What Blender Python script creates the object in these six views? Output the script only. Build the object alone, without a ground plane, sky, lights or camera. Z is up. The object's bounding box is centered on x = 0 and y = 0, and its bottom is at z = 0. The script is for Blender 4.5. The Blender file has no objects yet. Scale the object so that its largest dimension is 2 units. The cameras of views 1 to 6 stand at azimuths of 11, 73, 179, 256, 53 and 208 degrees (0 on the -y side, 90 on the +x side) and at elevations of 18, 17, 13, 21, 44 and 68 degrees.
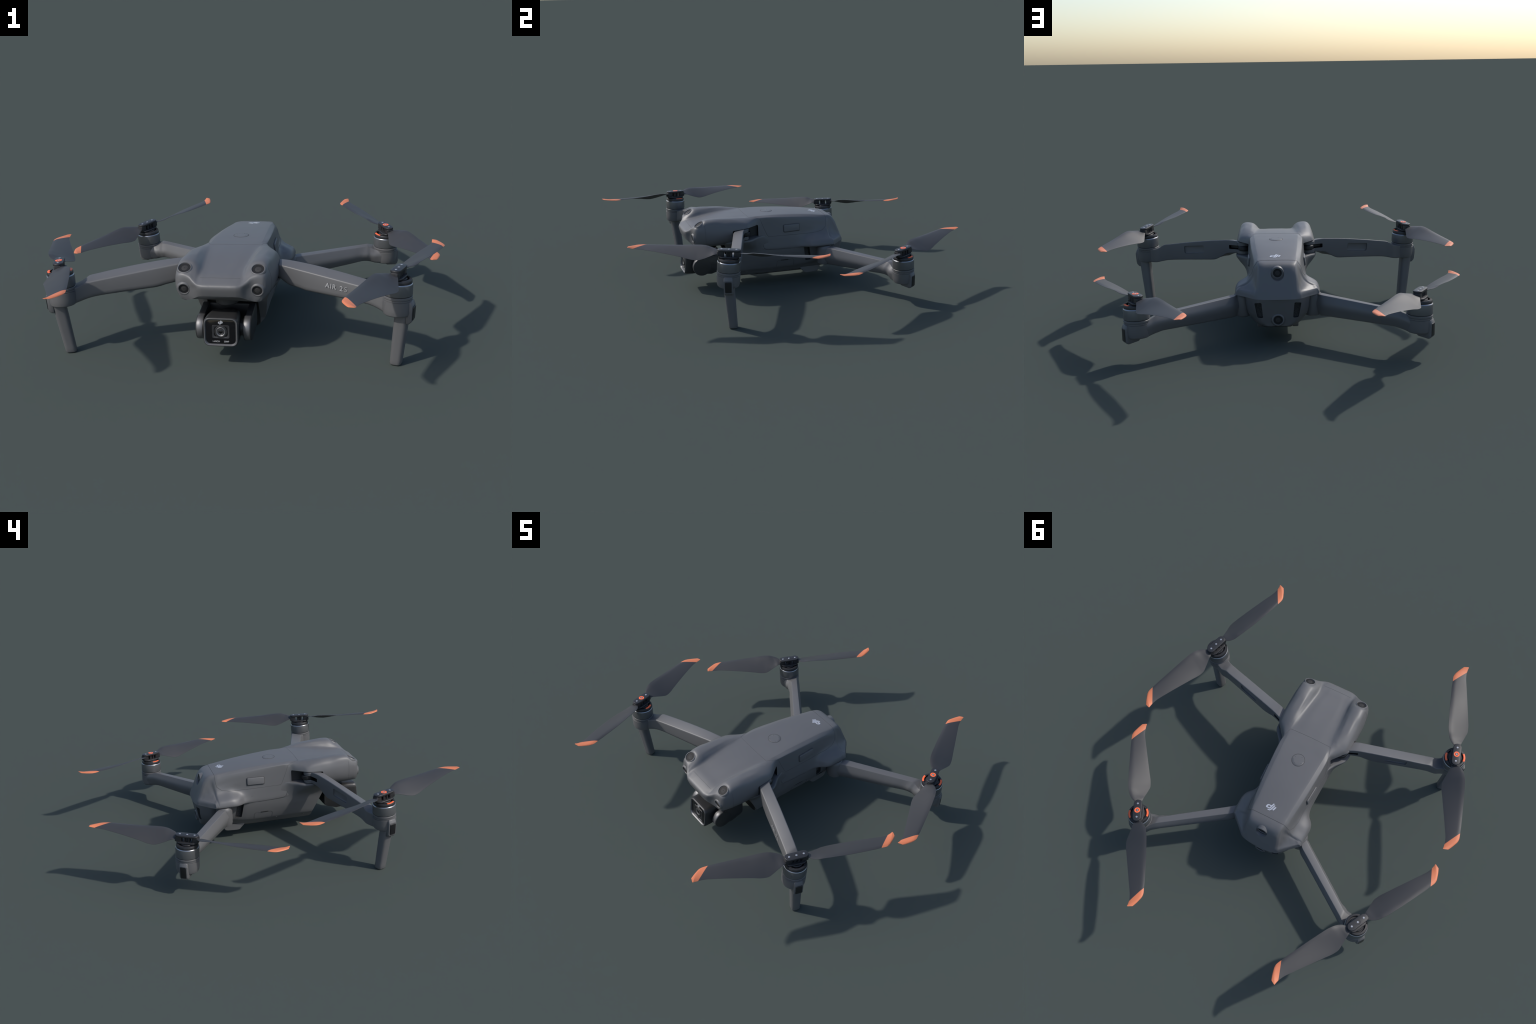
"""Folding quadcopter camera drone, built part by part (metres, z up, nose towards -y)."""
import bpy, bmesh, math
import numpy as np
from mathutils import Vector, Matrix
from mathutils.bvhtree import BVHTree

COL = bpy.context.scene.collection


# ------------------------------------------------------------------ materials
def material(name, base, rough=0.5, metal=0.0, vary=0.06, grain=0.0, grain_scale=900.0,
             coat=0.0, spec=0.5):
    m = bpy.data.materials.new(name)
    m.use_nodes = True
    nt = m.node_tree
    b = nt.nodes["Principled BSDF"]
    b.inputs["Metallic"].default_value = metal
    b.inputs["Specular IOR Level"].default_value = spec
    b.inputs["Coat Weight"].default_value = coat
    tc = nt.nodes.new("ShaderNodeTexCoord")
    n = nt.nodes.new("ShaderNodeTexNoise")
    n.inputs["Scale"].default_value = 7.0
    n.inputs["Detail"].default_value = 5.0
    nt.links.new(tc.outputs["Object"], n.inputs["Vector"])
    r = nt.nodes.new("ShaderNodeValToRGB")
    lo = [c * (1 - vary) for c in base]
    hi = [c * (1 + vary) for c in base]
    r.color_ramp.elements[0].position = 0.3
    r.color_ramp.elements[1].position = 0.7
    r.color_ramp.elements[0].color = (*lo, 1)
    r.color_ramp.elements[1].color = (*hi, 1)
    nt.links.new(n.outputs["Fac"], r.inputs["Fac"])
    nt.links.new(r.outputs["Color"], b.inputs["Base Color"])
    rr = nt.nodes.new("ShaderNodeMapRange")
    rr.inputs["To Min"].default_value = max(0.02, rough - 0.04)
    rr.inputs["To Max"].default_value = min(1.0, rough + 0.04)
    nt.links.new(n.outputs["Fac"], rr.inputs["Value"])
    nt.links.new(rr.outputs["Result"], b.inputs["Roughness"])
    if grain > 0:
        g = nt.nodes.new("ShaderNodeTexNoise")
        g.inputs["Scale"].default_value = grain_scale
        g.inputs["Detail"].default_value = 2.0
        nt.links.new(tc.outputs["Object"], g.inputs["Vector"])
        bp = nt.nodes.new("ShaderNodeBump")
        bp.inputs["Strength"].default_value = grain
        bp.inputs["Distance"].default_value = 0.0006
        nt.links.new(g.outputs["Fac"], bp.inputs["Height"])
        nt.links.new(bp.outputs["Normal"], b.inputs["Normal"])
    return m


def grille_material():
    m = material("vent_mesh", (0.012, 0.012, 0.013), 0.7)
    nt = m.node_tree
    b = nt.nodes["Principled BSDF"]
    tc = nt.nodes.new("ShaderNodeTexCoord")
    v = nt.nodes.new("ShaderNodeTexVoronoi")
    v.inputs["Scale"].default_value = 260.0
    nt.links.new(tc.outputs["Object"], v.inputs["Vector"])
    r = nt.nodes.new("ShaderNodeValToRGB")
    r.color_ramp.elements[0].position = 0.25
    r.color_ramp.elements[0].color = (0.008, 0.008, 0.009, 1)
    r.color_ramp.elements[1].position = 0.5
    r.color_ramp.elements[1].color = (0.045, 0.045, 0.046, 1)
    nt.links.new(v.outputs["Distance"], r.inputs["Fac"])
    nt.links.new(r.outputs["Color"], b.inputs["Base Color"])
    return m


SHELL = material("matte_grey_plastic", (0.106, 0.106, 0.109), 0.47, 0.0, 0.025, 0.05)
HULL = material("matte_grey_lower_plastic", (0.098, 0.098, 0.100), 0.5, 0.0, 0.025, 0.05)
SEAM = material("seam_shade_grey", (0.052, 0.052, 0.054), 0.8)  # dark grey that puts the shade of seams into the colour
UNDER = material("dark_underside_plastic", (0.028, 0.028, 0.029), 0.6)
BLACK = material("black_plastic", (0.010, 0.010, 0.011), 0.5)
HUBM = material("black_hub_plastic", (0.020, 0.020, 0.022), 0.45)
BLADE = material("dark_grey_blade_plastic", (0.036, 0.0355, 0.037), 0.55, 0.0, 0.03)
ORANGE = material("orange_blade_paint", (0.63, 0.185, 0.082), 0.55, 0.0, 0.02)
NEON = material("bright_orange_ring_paint", (0.95, 0.16, 0.055), 0.45, 0.0, 0.02)
BELL = material("brushed_grey_motor_metal", (0.15, 0.155, 0.16), 0.38, 0.55, 0.03)
EDGE = material("polished_motor_rim_metal", (0.34, 0.35, 0.37), 0.30, 0.9, 0.02)
STEEL = material("screw_steel", (0.36, 0.37, 0.40), 0.4, 0.5, 0.03)
GIMBAL = material("dark_gimbal_metal", (0.036, 0.036, 0.037), 0.40, 0.3, 0.03)
GIMBAL_RIM = material("satin_gimbal_rim_metal", (0.15, 0.15, 0.155), 0.48, 0.7, 0.03)
GLASS = material("black_lens_glass", (0.006, 0.006, 0.007), 0.12, 0.0, 0.0, spec=0.35)
LENS = material("vision_lens_plastic", (0.014, 0.014, 0.015), 0.6, 0.0, 0.02, spec=0.2)
IRIS = material("vision_lens_iris", (0.036, 0.035, 0.035), 0.65, 0.0, 0.02, spec=0.2)
LAMP = material("dark_antenna_window", (0.012, 0.012, 0.013), 0.3, 0.0, 0.02)
PRINT = material("pale_grey_print", (0.32, 0.32, 0.325), 0.5, 0.0, 0.02)
LOGO = material("silver_print", (0.55, 0.56, 0.60), 0.35, 0.3, 0.02)
VENT = grille_material()


# ------------------------------------------------------------------ mesh helpers
def mesh_object(name, verts, faces, mat, parent, smooth=True, angle=35.0, mats=None):
    me = bpy.data.meshes.new(name)
    me.from_pydata([tuple(v) for v in verts], [], [tuple(f) for f in faces])
    me.update()
    bm = bmesh.new()
    bm.from_mesh(me)
    bmesh.ops.remove_doubles(bm, verts=bm.verts, dist=1e-6)
    bmesh.ops.recalc_face_normals(bm, faces=bm.faces)
    bm.to_mesh(me)
    bm.free()
    for mm in (mats or [mat]):
        me.materials.append(mm)
    if smooth:
        me.shade_smooth()
        me.set_sharp_from_angle(angle=math.radians(angle))
    ob = bpy.data.objects.new(name, me)
    COL.objects.link(ob)
    ob.parent = parent
    return ob


def mirrored(ob, parent=None, name=None):
    """A copy of a part reflected through the centre plane x = 0 (parts sit at the origin)."""
    me = ob.data.copy()
    me.transform(Matrix.Scale(-1, 4, (1, 0, 0)))
    me.flip_normals()
    o = bpy.data.objects.new(name or ob.name.split(".")[0], me)
    COL.objects.link(o)
    o.parent = parent or ob.parent
    return o


def empty(name, parent=None, loc=(0, 0, 0)):
    e = bpy.data.objects.new(name, None)
    e.empty_display_size = 0.05
    e.location = loc
    COL.objects.link(e)
    e.parent = parent
    return e


def pchip(t, p, tt):
    """Shape-preserving cubic interpolation of control values p (n, k) at parameters t."""
    t = np.asarray(t, float)
    p = np.asarray(p, float)
    h = np.diff(t)[:, None]
    d = np.diff(p, axis=0) / h
    m = np.zeros_like(p)
    m[0], m[-1] = d[0], d[-1]
    w1, w2 = 2 * h[1:] + h[:-1], h[1:] + 2 * h[:-1]
    same = d[:-1] * d[1:] > 0
    with np.errstate(divide="ignore", invalid="ignore"):
        hm = (w1 + w2) / (w1 / d[:-1] + w2 / d[1:])
    m[1:-1] = np.where(same, hm, 0.0)
    i = np.clip(np.searchsorted(t, tt, side="right") - 1, 0, len(t) - 2)
    hh = h[i]
    s = ((tt - t[i])[:, None]) / hh
    return ((2 * s**3 - 3 * s**2 + 1) * p[i] + (s**3 - 2 * s**2 + s) * hh * m[i]
            + (-2 * s**3 + 3 * s**2) * p[i + 1] + (s**3 - s**2) * hh * m[i + 1])


def catmull(t, p, tt):
    """Smooth cubic through control values with finite-difference tangents (softer than pchip)."""
    t = np.asarray(t, float)
    p = np.asarray(p, float)
    h = np.diff(t)[:, None]
    d = np.diff(p, axis=0) / h
    m = np.zeros_like(p)
    m[0], m[-1] = d[0], d[-1]
    m[1:-1] = (d[:-1] * h[1:] + d[1:] * h[:-1]) / (h[1:] + h[:-1])
    lim = 2.0 * np.minimum(np.abs(d[:-1]), np.abs(d[1:])) + 0.12 * np.maximum(np.abs(d[:-1]), np.abs(d[1:]))
    m[1:-1] = np.clip(m[1:-1], -lim, lim)
    i = np.clip(np.searchsorted(t, tt, side="right") - 1, 0, len(t) - 2)
    hh = h[i]
    s = ((tt - t[i])[:, None]) / hh
    return ((2 * s**3 - 3 * s**2 + 1) * p[i] + (s**3 - 2 * s**2 + s) * hh * m[i]
            + (-2 * s**3 + 3 * s**2) * p[i + 1] + (s**3 - s**2) * hh * m[i + 1])


def dense(t, per):
    out = []
    for a, b in zip(t[:-1], t[1:]):
        out += list(np.linspace(a, b, per, endpoint=False))
    return np.array(out + [t[-1]])


def control_patch(stations, per_u=6, per_v=6):
    """Tensor surface through a net of control points: stations x rows -> grid of points."""
    P = np.array(stations, float)
    du = np.linalg.norm(np.diff(P, axis=0), axis=2).mean(axis=1)
    dv = np.linalg.norm(np.diff(P, axis=1), axis=2).mean(axis=0)
    u = np.concatenate([[0], np.cumsum(np.maximum(du, 1e-4))])
    v = np.concatenate([[0], np.cumsum(np.maximum(dv, 1e-4))])
    uu, vv = dense(u, per_u), dense(v, per_v)
    n, k = P.shape[:2]
    A = catmull(u, P.reshape(n, k * 3), uu).reshape(len(uu), k, 3)
    B = catmull(v, A.transpose(1, 0, 2).reshape(k, -1), vv).reshape(len(vv), len(uu), 3)
    return B.transpose(1, 0, 2)


def symmetric_grid(G):
    """Close a half grid (x >= 0) with its mirror image; rows at x = 0 are welded later."""
    nu, nv = G.shape[:2]
    V = list(G.reshape(-1, 3))
    off = len(V)
    V += list(G.reshape(-1, 3) * np.array([-1, 1, 1]))
    F = []
    for i in range(nu - 1):
        for j in range(nv - 1):
            a, b, c, d = i * nv + j, (i + 1) * nv + j, (i + 1) * nv + j + 1, i * nv + j + 1
            F.append((a, b, c, d))
            F.append((off + d, off + c, off + b, off + a))
    return V, F


def round_poly(pts, radii, seg=4):
    """Closed polygon with filleted corners -> ring of len(pts) * (seg + 1) points."""
    pts = [np.array(p, float) for p in pts]
    n = len(pts)
    out = []
    for i in range(n):
        p, a, b = pts[i], pts[i - 1], pts[(i + 1) % n]
        u, v = a - p, b - p
        lu, lv = np.linalg.norm(u), np.linalg.norm(v)
        u, v = u / lu, v / lv
        ang = math.acos(float(np.clip(u @ v, -1, 1)))
        r = radii[i] if hasattr(radii, "__len__") else radii
        cut = min(r / max(math.tan(ang / 2), 1e-3), 0.45 * lu, 0.45 * lv)
        s, e = p + u * cut, p + v * cut
        for k in range(seg + 1):
            t = k / seg
            out.append((1 - t) ** 2 * s + 2 * t * (1 - t) * p + t * t * e)
    return out


def loft(rings, cap=True):
    n = len(rings[0])
    V = [v for r in rings for v in r]
    F = []
    for i in range(len(rings) - 1):
        for j in range(n):
            k = (j + 1) % n
            F.append((i * n + j, i * n + k, (i + 1) * n + k, (i + 1) * n + j))
    if cap:
        F.append(tuple(range(n))[::-1])
        F.append(tuple(range((len(rings) - 1) * n, len(rings) * n)))
    return V, F


def lathe(profile, seg=64, frame=Matrix.Identity(4), cap=True):
    """Turned solid from (radius, height) pairs about local z."""
    V, F = [], []
    for r, z in profile:
        for k in range(seg):
            a = 2 * math.pi * k / seg
            V.append(frame @ Vector((r * math.cos(a), r * math.sin(a), z)))
    for i in range(len(profile) - 1):
        for k in range(seg):
            kk = (k + 1) % seg
            F.append((i * seg + k, i * seg + kk, (i + 1) * seg + kk, (i + 1) * seg + k))
    if cap and profile[0][0] > 1e-5 and profile[-1] != profile[0]:
        F.append(tuple(range(seg))[::-1])
    if cap and profile[-1][0] > 1e-5 and profile[-1] != profile[0]:
        F.append(tuple(range((len(profile) - 1) * seg, len(profile) * seg)))
    return V, F


def frame_from(origin, z, x=None):
    z = Vector(z).normalized()
    x = Vector(x) if x is not None else (Vector((1, 0, 0)) if abs(z.x) < 0.9 else Vector((0, 1, 0)))
    x = (x - z * x.dot(z)).normalized()
    y = z.cross(x)
    m = Matrix((x, y, z)).transposed().to_4x4()
    m.translation = Vector(origin)
    return m


def slab(outline, z0, z1, bevel, frame, seg=3):
    """Prism over a 2D outline with rounded top and bottom edges."""
    o = np.array(outline, float)
    c = o.mean(axis=0)
    nrm = []
    n = len(o)
    for i in range(n):
        t = o[(i + 1) % n] - o[i - 1]
        t = t / (np.linalg.norm(t) + 1e-12)
        nrm.append(np.array([t[1], -t[0]]))
    nrm = np.array(nrm)
    if ((o - c) * nrm).sum() < 0:
        nrm = -nrm
    rings = []
    for k in range(seg + 1):
        a = math.pi / 2 * k / seg
        rings.append((bevel * (1 - math.sin(a)), z0 + bevel * (1 - math.cos(a))))
    for k in range(seg + 1):
        a = math.pi / 2 * k / seg
        rings.append((bevel * (1 - math.cos(a)), z1 - bevel * (1 - math.sin(a))))
    R = []
    for ins, z in rings:
        R.append([frame @ Vector((*(o[i] - nrm[i] * ins), z)) for i in range(n)])
    return loft(R)


def stadium(length, width, seg=10):
    r = width / 2
    h = length / 2 - r
    out = []
    for k in range(seg + 1):
        a = -math.pi / 2 + math.pi * k / seg
        out.append((h + r * math.cos(a), r * math.sin(a)))
    for k in range(seg + 1):
        a = math.pi / 2 + math.pi * k / seg
        out.append((-h + r * math.cos(a), r * math.sin(a)))
    return out


def rounded_rect(w, h, r, seg=5):
    return [tuple(p) for p in round_poly([(-w/2, -h/2), (w/2, -h/2), (w/2, h/2), (-w/2, h/2)], r, seg)]


def tube(points, radius, seg=8, closed=False):
    P = [Vector(p) for p in points]
    n = len(P)
    rings = []
    ref = None
    for i in range(n):
        a = P[i - 1] if (i > 0 or closed) else P[i]
        b = P[(i + 1) % n] if (i < n - 1 or closed) else P[i]
        t = (b - a).normalized()
        if ref is None:
            ref = Vector((0, 0, 1)) if abs(t.z) < 0.9 else Vector((1, 0, 0))
        x = (ref - t * ref.dot(t)).normalized()
        ref = x
        y = t.cross(x)
        r = radius[i] if hasattr(radius, "__len__") else radius
        rings.append([P[i] + (x * math.cos(2 * math.pi * k / seg) + y * math.sin(2 * math.pi * k / seg)) * r
                      for k in range(seg)])
    if closed:
        rings.append(rings[0])
    return loft(rings, cap=not closed)


def joined(parts):
    V, F = [], []
    for v, f in parts:
        o = len(V)
        V += [tuple(x) for x in v]
        F += [tuple(i + o for i in q) for q in f]
    return V, F


def boolean_cut(ob, V, F, mat):
    c = mesh_object("cutter", V, F, mat, None, smooth=False)
    md = ob.modifiers.new("cut", "BOOLEAN")
    md.operation = "DIFFERENCE"
    md.solver = "EXACT"
    md.object = c
    try:
        md.material_mode = "TRANSFER"
    except Exception:
        pass
    dg = bpy.context.evaluated_depsgraph_get()
    ev = ob.evaluated_get(dg)
    me = bpy.data.meshes.new_from_object(ev, depsgraph=dg)
    ob.modifiers.clear()
    old = ob.data
    ob.data = me
    me.name = old.name
    bpy.data.meshes.remove(old)
    cm = c.data
    bpy.data.objects.remove(c)
    bpy.data.meshes.remove(cm)
    me.set_sharp_from_angle(angle=math.radians(35))


# ------------------------------------------------------------------ the thing
DRONE = empty("camera_drone")
DRONE["label"] = "grey folding quadcopter camera drone with orange-tipped propellers"
DRONE["category"] = "drone"

# ------------------------------------------------------------------ upper shell
# Half cross-sections (x >= 0) from nose to tail. Each station lists twelve points from the
# centre of the roof, over the panel edge, shoulder and flank, down to the lower lip.
def sec(y, *xz):
    return [(x, y, z) for x, z in xz]


nose = [
    # lower edge of the front face
    [(0, -.598, .325), (.035, -.598, .325), (.070, -.597, .3245), (.090, -.591, .321), (.112, -.576, .308), (.132, -.565, .2975),
     (.144, -.562, .294), (.149, -.561, .2932), (.153, -.560, .293), (.156, -.559, .293), (.158, -.558, .293), (.160, -.557, .293)],
    [(0, -.602, .336), (.035, -.602, .336), (.070, -.601, .336), (.090, -.595, .333), (.113, -.578, .323), (.136, -.568, .315),
     (.154, -.566, .312), (.163, -.565, .311), (.168, -.563, .309), (.171, -.561, .306), (.170, -.559, .300), (.164, -.557, .2935)],
    # face just under the nose edge
    [(0, -.608, .362), (.035, -.608, .362), (.070, -.607, .362), (.090, -.601, .359), (.113, -.582, .355), (.136, -.571, .358),
     (.160, -.570, .360), (.174, -.569, .357), (.182, -.566, .350), (.186, -.562, .338), (.181, -.559, .317), (.165, -.557, .294)],
    # nose edge, climbing to the upper sensors
    [(0, -.604, .3745), (.035, -.604, .3745), (.070, -.604, .374), (.090, -.600, .3735), (.112, -.587, .3815), (.133, -.573, .3950),
     (.160, -.566, .4040), (.177, -.563, .4010), (.189, -.558, .386), (.194, -.555, .356), (.187, -.553, .321), (.168, -.552, .2945)],
    [(0, -.580, .388), (.035, -.580, .388), (.072, -.580, .387), (.092, -.576, .3865), (.112, -.565, .3985), (.131, -.554, .4130),
     (.160, -.549, .4190), (.181, -.548, .4150), (.194, -.546, .396), (.199, -.543, .360), (.193, -.542, .321), (.171, -.540, .295)],
    # top of the upper sensor pods
    [(0, -.545, .401), (.035, -.545, .401), (.076, -.545, .400), (.091, -.542, .401), (.109, -.535, .4165), (.130, -.525, .4300),
     (.161, -.5215, .4350), (.183, -.521, .4305), (.198, -.521, .408), (.205, -.520, .364), (.198, -.520, .321), (.175, -.520, .2955)],
    [(0, -.505, .4083), (.035, -.505, .4083), (.079, -.505, .4075), (.092, -.504, .4105), (.109, -.500, .431), (.130, -.497, .4455),
     (.162, -.496, .4500), (.184, -.496, .4430), (.200, -.496, .413), (.2085, -.497, .366), (.202, -.498, .321), (.178, -.498, .2955)],
]
body = [
    sec(-.45, (0.0000, 0.4180), (0.0450, 0.4180), (0.0860, 0.4170), (0.0970, 0.4205), (0.1130, 0.4365), (0.1320, 0.4490), (.164, .4525), (.187, .4445), (.204, .412), (0.2135, 0.3620), (0.2055, 0.3190), (0.1800, 0.2965)),
    sec(-.40, (0.0000, 0.4252), (0.0450, 0.4252), (0.0910, 0.4242), (0.1010, 0.4270), (0.1160, 0.4385), (0.1340, 0.4495), (0.1650, 0.4500), (.188, .4375), (.206, .408), (0.2145, 0.3610), (0.2065, 0.3190), (0.1810, 0.2970)),
    sec(-.34, (0.0000, 0.4315), (0.0450, 0.4315), (0.0970, 0.4305), (0.1060, 0.4325), (0.1190, 0.4395), (0.1370, 0.4465), (0.1650, 0.4460), (0.1890, 0.4340), (.207, .404), (0.2150, 0.3600), (0.2065, 0.3190), (0.1810, 0.2970)),
    sec(-.28, (0.0000, 0.4352), (0.0450, 0.4352), (0.1020, 0.4342), (0.1100, 0.4355), (0.1230, 0.4395), (0.1400, 0.4415), (0.1650, 0.4365), (0.1890, 0.4250), (.206, .398), (.2135, .364), (0.2110, 0.3340), (0.1920, 0.2970)),
    sec(-.252, (0.0000, 0.4362), (0.0450, 0.4362), (0.1040, 0.4350), (0.1120, 0.4355), (0.1240, 0.4375), (0.1400, 0.4375), (0.1630, 0.4310), (.186, .418), (.203, .394), (.211, .361), (.210, .324), (.202, .291)),
    sec(-.228, (0.0000, 0.4368), (0.0450, 0.4368), (0.1060, 0.4356), (0.1135, 0.4355), (0.1240, 0.4358), (0.1380, 0.4340), (.156, .428), (.173, .416), (.188, .391), (.195, .358), (.1945, .320), (.189, .286)),
    sec(-.200, (0.0000, 0.4370), (0.0450, 0.4370), (0.1080, 0.4360), (0.1155, 0.4354), (0.1235, 0.4342), (.135, .4315), (.147, .425), (.157, .413), (.167, .388), (.1725, .352), (.1735, .312), (.171, .272)),
    sec(-.170, (0.0000, 0.4372), (0.0450, 0.4370), (0.1145, 0.4362), (0.1180, 0.4355), (0.1255, 0.4325), (0.1345, 0.4280), (0.1375, 0.4235), (0.1415, 0.4110), (.147, .380), (.150, .340), (.1535, .294), (.156, .248)),
    sec(-.140, (0.0000, 0.4368), (0.0450, 0.4366), (0.1145, 0.4358), (0.1183, 0.4350), (0.1265, 0.4325), (0.1360, 0.4288), (0.1385, 0.4245), (0.1402, 0.4110), (.1435, .374), (.1475, .334), (.152, .286), (.155, .237)),
    sec(-.080, (0.0000, 0.4362), (0.0450, 0.4358), (0.1120, 0.4340), (0.1158, 0.4328), (0.1245, 0.4300), (0.1345, 0.4262), (0.1372, 0.4215), (0.1390, 0.4080), (.142, .372), (.146, .332), (.151, .283), (.1545, .231)),
    sec(.000, (0.0000, 0.4322), (0.0450, 0.4318), (0.1075, 0.4298), (0.1112, 0.4286), (0.1198, 0.4246), (0.1300, 0.4192), (0.1330, 0.4140), (0.1358, 0.4010), (.140, .366), (.1445, .328), (.150, .280), (.1535, .228)),
    sec(.060, (0, .4285), (.045, .428), (0.1032, 0.4250), (0.1070, 0.4238), (0.1158, 0.4196), (0.1258, 0.4142), (0.1292, 0.4090), (0.1325, 0.3960), (.1375, .362), (.1425, .326), (.1500, .278), (.1545, .228)),
    sec(.110, (0, .4240), (.045, .4235), (0.1000, 0.4205), (0.1038, 0.4192), (0.1125, 0.4146), (0.1220, 0.4084), (0.1252, 0.4030), (0.1290, 0.3910), (.1345, .358), (0.1415, 0.3080), (0.1575, 0.2660), (.166, .232)),
    sec(.150, (0, .4195), (.045, .419), (0.0970, 0.4160), (0.1008, 0.4146), (0.1095, 0.4100), (0.1180, 0.4038), (0.1212, 0.3985), (0.1250, 0.3870), (.131, .354), (0.1405, 0.3070), (0.1860, 0.2695), (.196, .236)),
    sec(.190, (0, .4145), (.045, .414), (0.0940, 0.4110), (0.0978, 0.4096), (0.1060, 0.4045), (0.1145, 0.3980), (0.1176, 0.3925), (0.1215, 0.3810), (.1285, .348), (.142, .311), (.1985, .272), (.2065, .238)),
    sec(.230, (0, .4090), (.045, .4085), (.088, .406), (.096, .404), (.103, .399), (.1105, .391), (.1155, .382), (.1195, .370), (.1265, .341), (0.1450, 0.3040), (.1995, .270), (.2065, .238)),
    sec(.265, (0, .4040), (.045, .4035), (.087, .401), (.0945, .3985), (.101, .392), (.108, .383), (.1135, .373), (.118, .361), (.126, .334), (0.1480, 0.2990), (.198, .268), (.205, .238)),
]
tail = [
    [(0, .294, .3985), (.045, .294, .398), (.0855, .292, .3955), (.0935, .289, .391), (.100, .284, .382), (.107, .280, .371),
     (.1135, .277, .360), (.1195, .274, .345), (.130, .271, .319), (.152, .270, .293), (.1955, .270, .267), (.2045, .270, .239)],
    [(0, .318, .387), (.045, .318, .3865), (.0845, .314, .383), (.094, .308, .376), (.1008, .300, .363), (.1075, .2925, .348),
     (.1145, .2865, .3325), (.1225, .2815, .3165), (.136, .2775, .299), (.1595, .2755, .282), (.1945, .2745, .267), (.204, .274, .239)],
    [(0, .337, .362), (.045, .337, .362), (.084, .333, .360), (.095, .325, .354), (.1025, .3145, .341), (.110, .305, .326),
     (.1185, .297, .3125), (.128, .2905, .301), (.143, .285, .2895), (.164, .281, .278), (.194, .279, .2665), (.203, .2775, .239)],
    [(0, .354, .325), (.045, .354, .325), (.087, .348, .325), (.098, .340, .322), (.106, .328, .310), (.1145, .317, .2995),
     (.125, .3085, .2915), (.1365, .301, .285), (.152, .294, .279), (.171, .288, .2725), (.1935, .283, .266), (.2025, .281, .239)],
    [(0, .373, .281), (.045, .372, .281), (.089, .366, .281), (.101, .358, .280), (.1115, .346, .2755), (.1225, .335, .274),
     (.1335, .325, .2725), (.1445, .316, .2715), (.1585, .306, .270), (.174, .2965, .268), (.193, .287, .265), (.202, .284, .239)],
    [(0, .382, .261), (.045, .381, .261), (.089, .375, .261), (.104, .3685, .262), (.117, .3565, .263), (.129, .345, .264),
     (.141, .334, .264), (.152, .324, .264), (.165, .312, .264), (.178, .301, .264), (.1925, .2895, .263), (.2015, .286, .239)],
    [(0, .391, .238), (.045, .390, .238), (.090, .383, .238), (.107, .375, .238), (.121, .363, .238), (.134, .351, .238),
     (.146, .339, .238), (.157, .329, .238), (.170, .317, .238), (.183, .305, .238), (.1955, .293, .238), (.201, .288, .237)],
]
stations = nose + body + tail
# close the underside: a short return lip, then a floor to the centre line
closed = []
for s in stations:
    x, y, z = s[-1]
    closed.append(s + [(max(x - .006, 0), y, z - .0015), (x * .8, y, z + .004), (0, y, z + .004)])
G = control_patch(closed, 6, 6)
V, F = symmetric_grid(G)
# nose lower edge and tail lower edge are closed by the floor row; weld what coincides
shell = mesh_object("upper_shell", V, F, SHELL, DRONE, angle=40)
bm = bmesh.new()
bm.from_mesh(shell.data)
bmesh.ops.holes_fill(bm, edges=[e for e in bm.edges if e.is_boundary], sides=0)
bmesh.ops.recalc_face_normals(bm, faces=bm.faces)
bm.to_mesh(shell.data)
bm.free()

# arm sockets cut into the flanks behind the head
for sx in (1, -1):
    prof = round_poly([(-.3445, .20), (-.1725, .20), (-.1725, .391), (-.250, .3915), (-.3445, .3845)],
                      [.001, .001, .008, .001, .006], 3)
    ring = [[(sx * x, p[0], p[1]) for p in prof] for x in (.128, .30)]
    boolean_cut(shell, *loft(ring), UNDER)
shell.data.shade_smooth()
shell.data.set_sharp_from_angle(angle=math.radians(38))

# ------------------------------------------------------------------ vision sensors
def vision_sensor(center, normal, r, collar=1.32, host=None, recess=1.12):
    fr = frame_from(center, normal)
    if host is not None:
        boolean_cut(host, *lathe([(r * recess, -.0045), (r * recess, .0), (r * recess * 1.25, .03), (r * recess * 1.25, .06)], 40, fr), host.data.materials[0])
        host.data.shade_smooth()
        host.data.set_sharp_from_angle(angle=math.radians(38))
    V, F = lathe([(r * collar * 1.06, -.020), (r * collar * 1.03, -.006), (r * (collar * .65 + .35), .0006), (r * (collar * .45 + .55), .0016), (r * 1.09, .0014), (r * 1.02, -.002), (r * 1.0, -.010)], 48, fr)
    bez = mesh_object("sensor_bezel", V, F, SHELL, DRONE, angle=50)
    V, F = lathe([(r * 1.04, -.012), (r * 1.04, -.0025), (r * .57, -.0027), (r * .56, -.0030), (r * .56, -.012)], 40, fr)
    mesh_object("sensor_lens", V, F, LENS, bez)
    V, F = lathe([(r * .56, -.012), (r * .56, -.0026), (r * .54, -.0024), (r * .09, -.0024), (r * .07, -.0034), (0, -.0034)], 32, fr)
    mesh_object("sensor_iris", V, F, IRIS, bez)
    return bez


for sx in (1, -1):
    vision_sensor((sx * .1575, -.5335, .4290), (0, -.50, .866), .0250, 1.32, shell)
    vision_sensor((sx * .1570, -.5710, .3460), (0, -.985, -.13), .0205, 1.50, shell)
vision_sensor((0, .3360, .3555), (0, 1, .03), .0205, 1.55, shell, 1.5)
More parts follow.
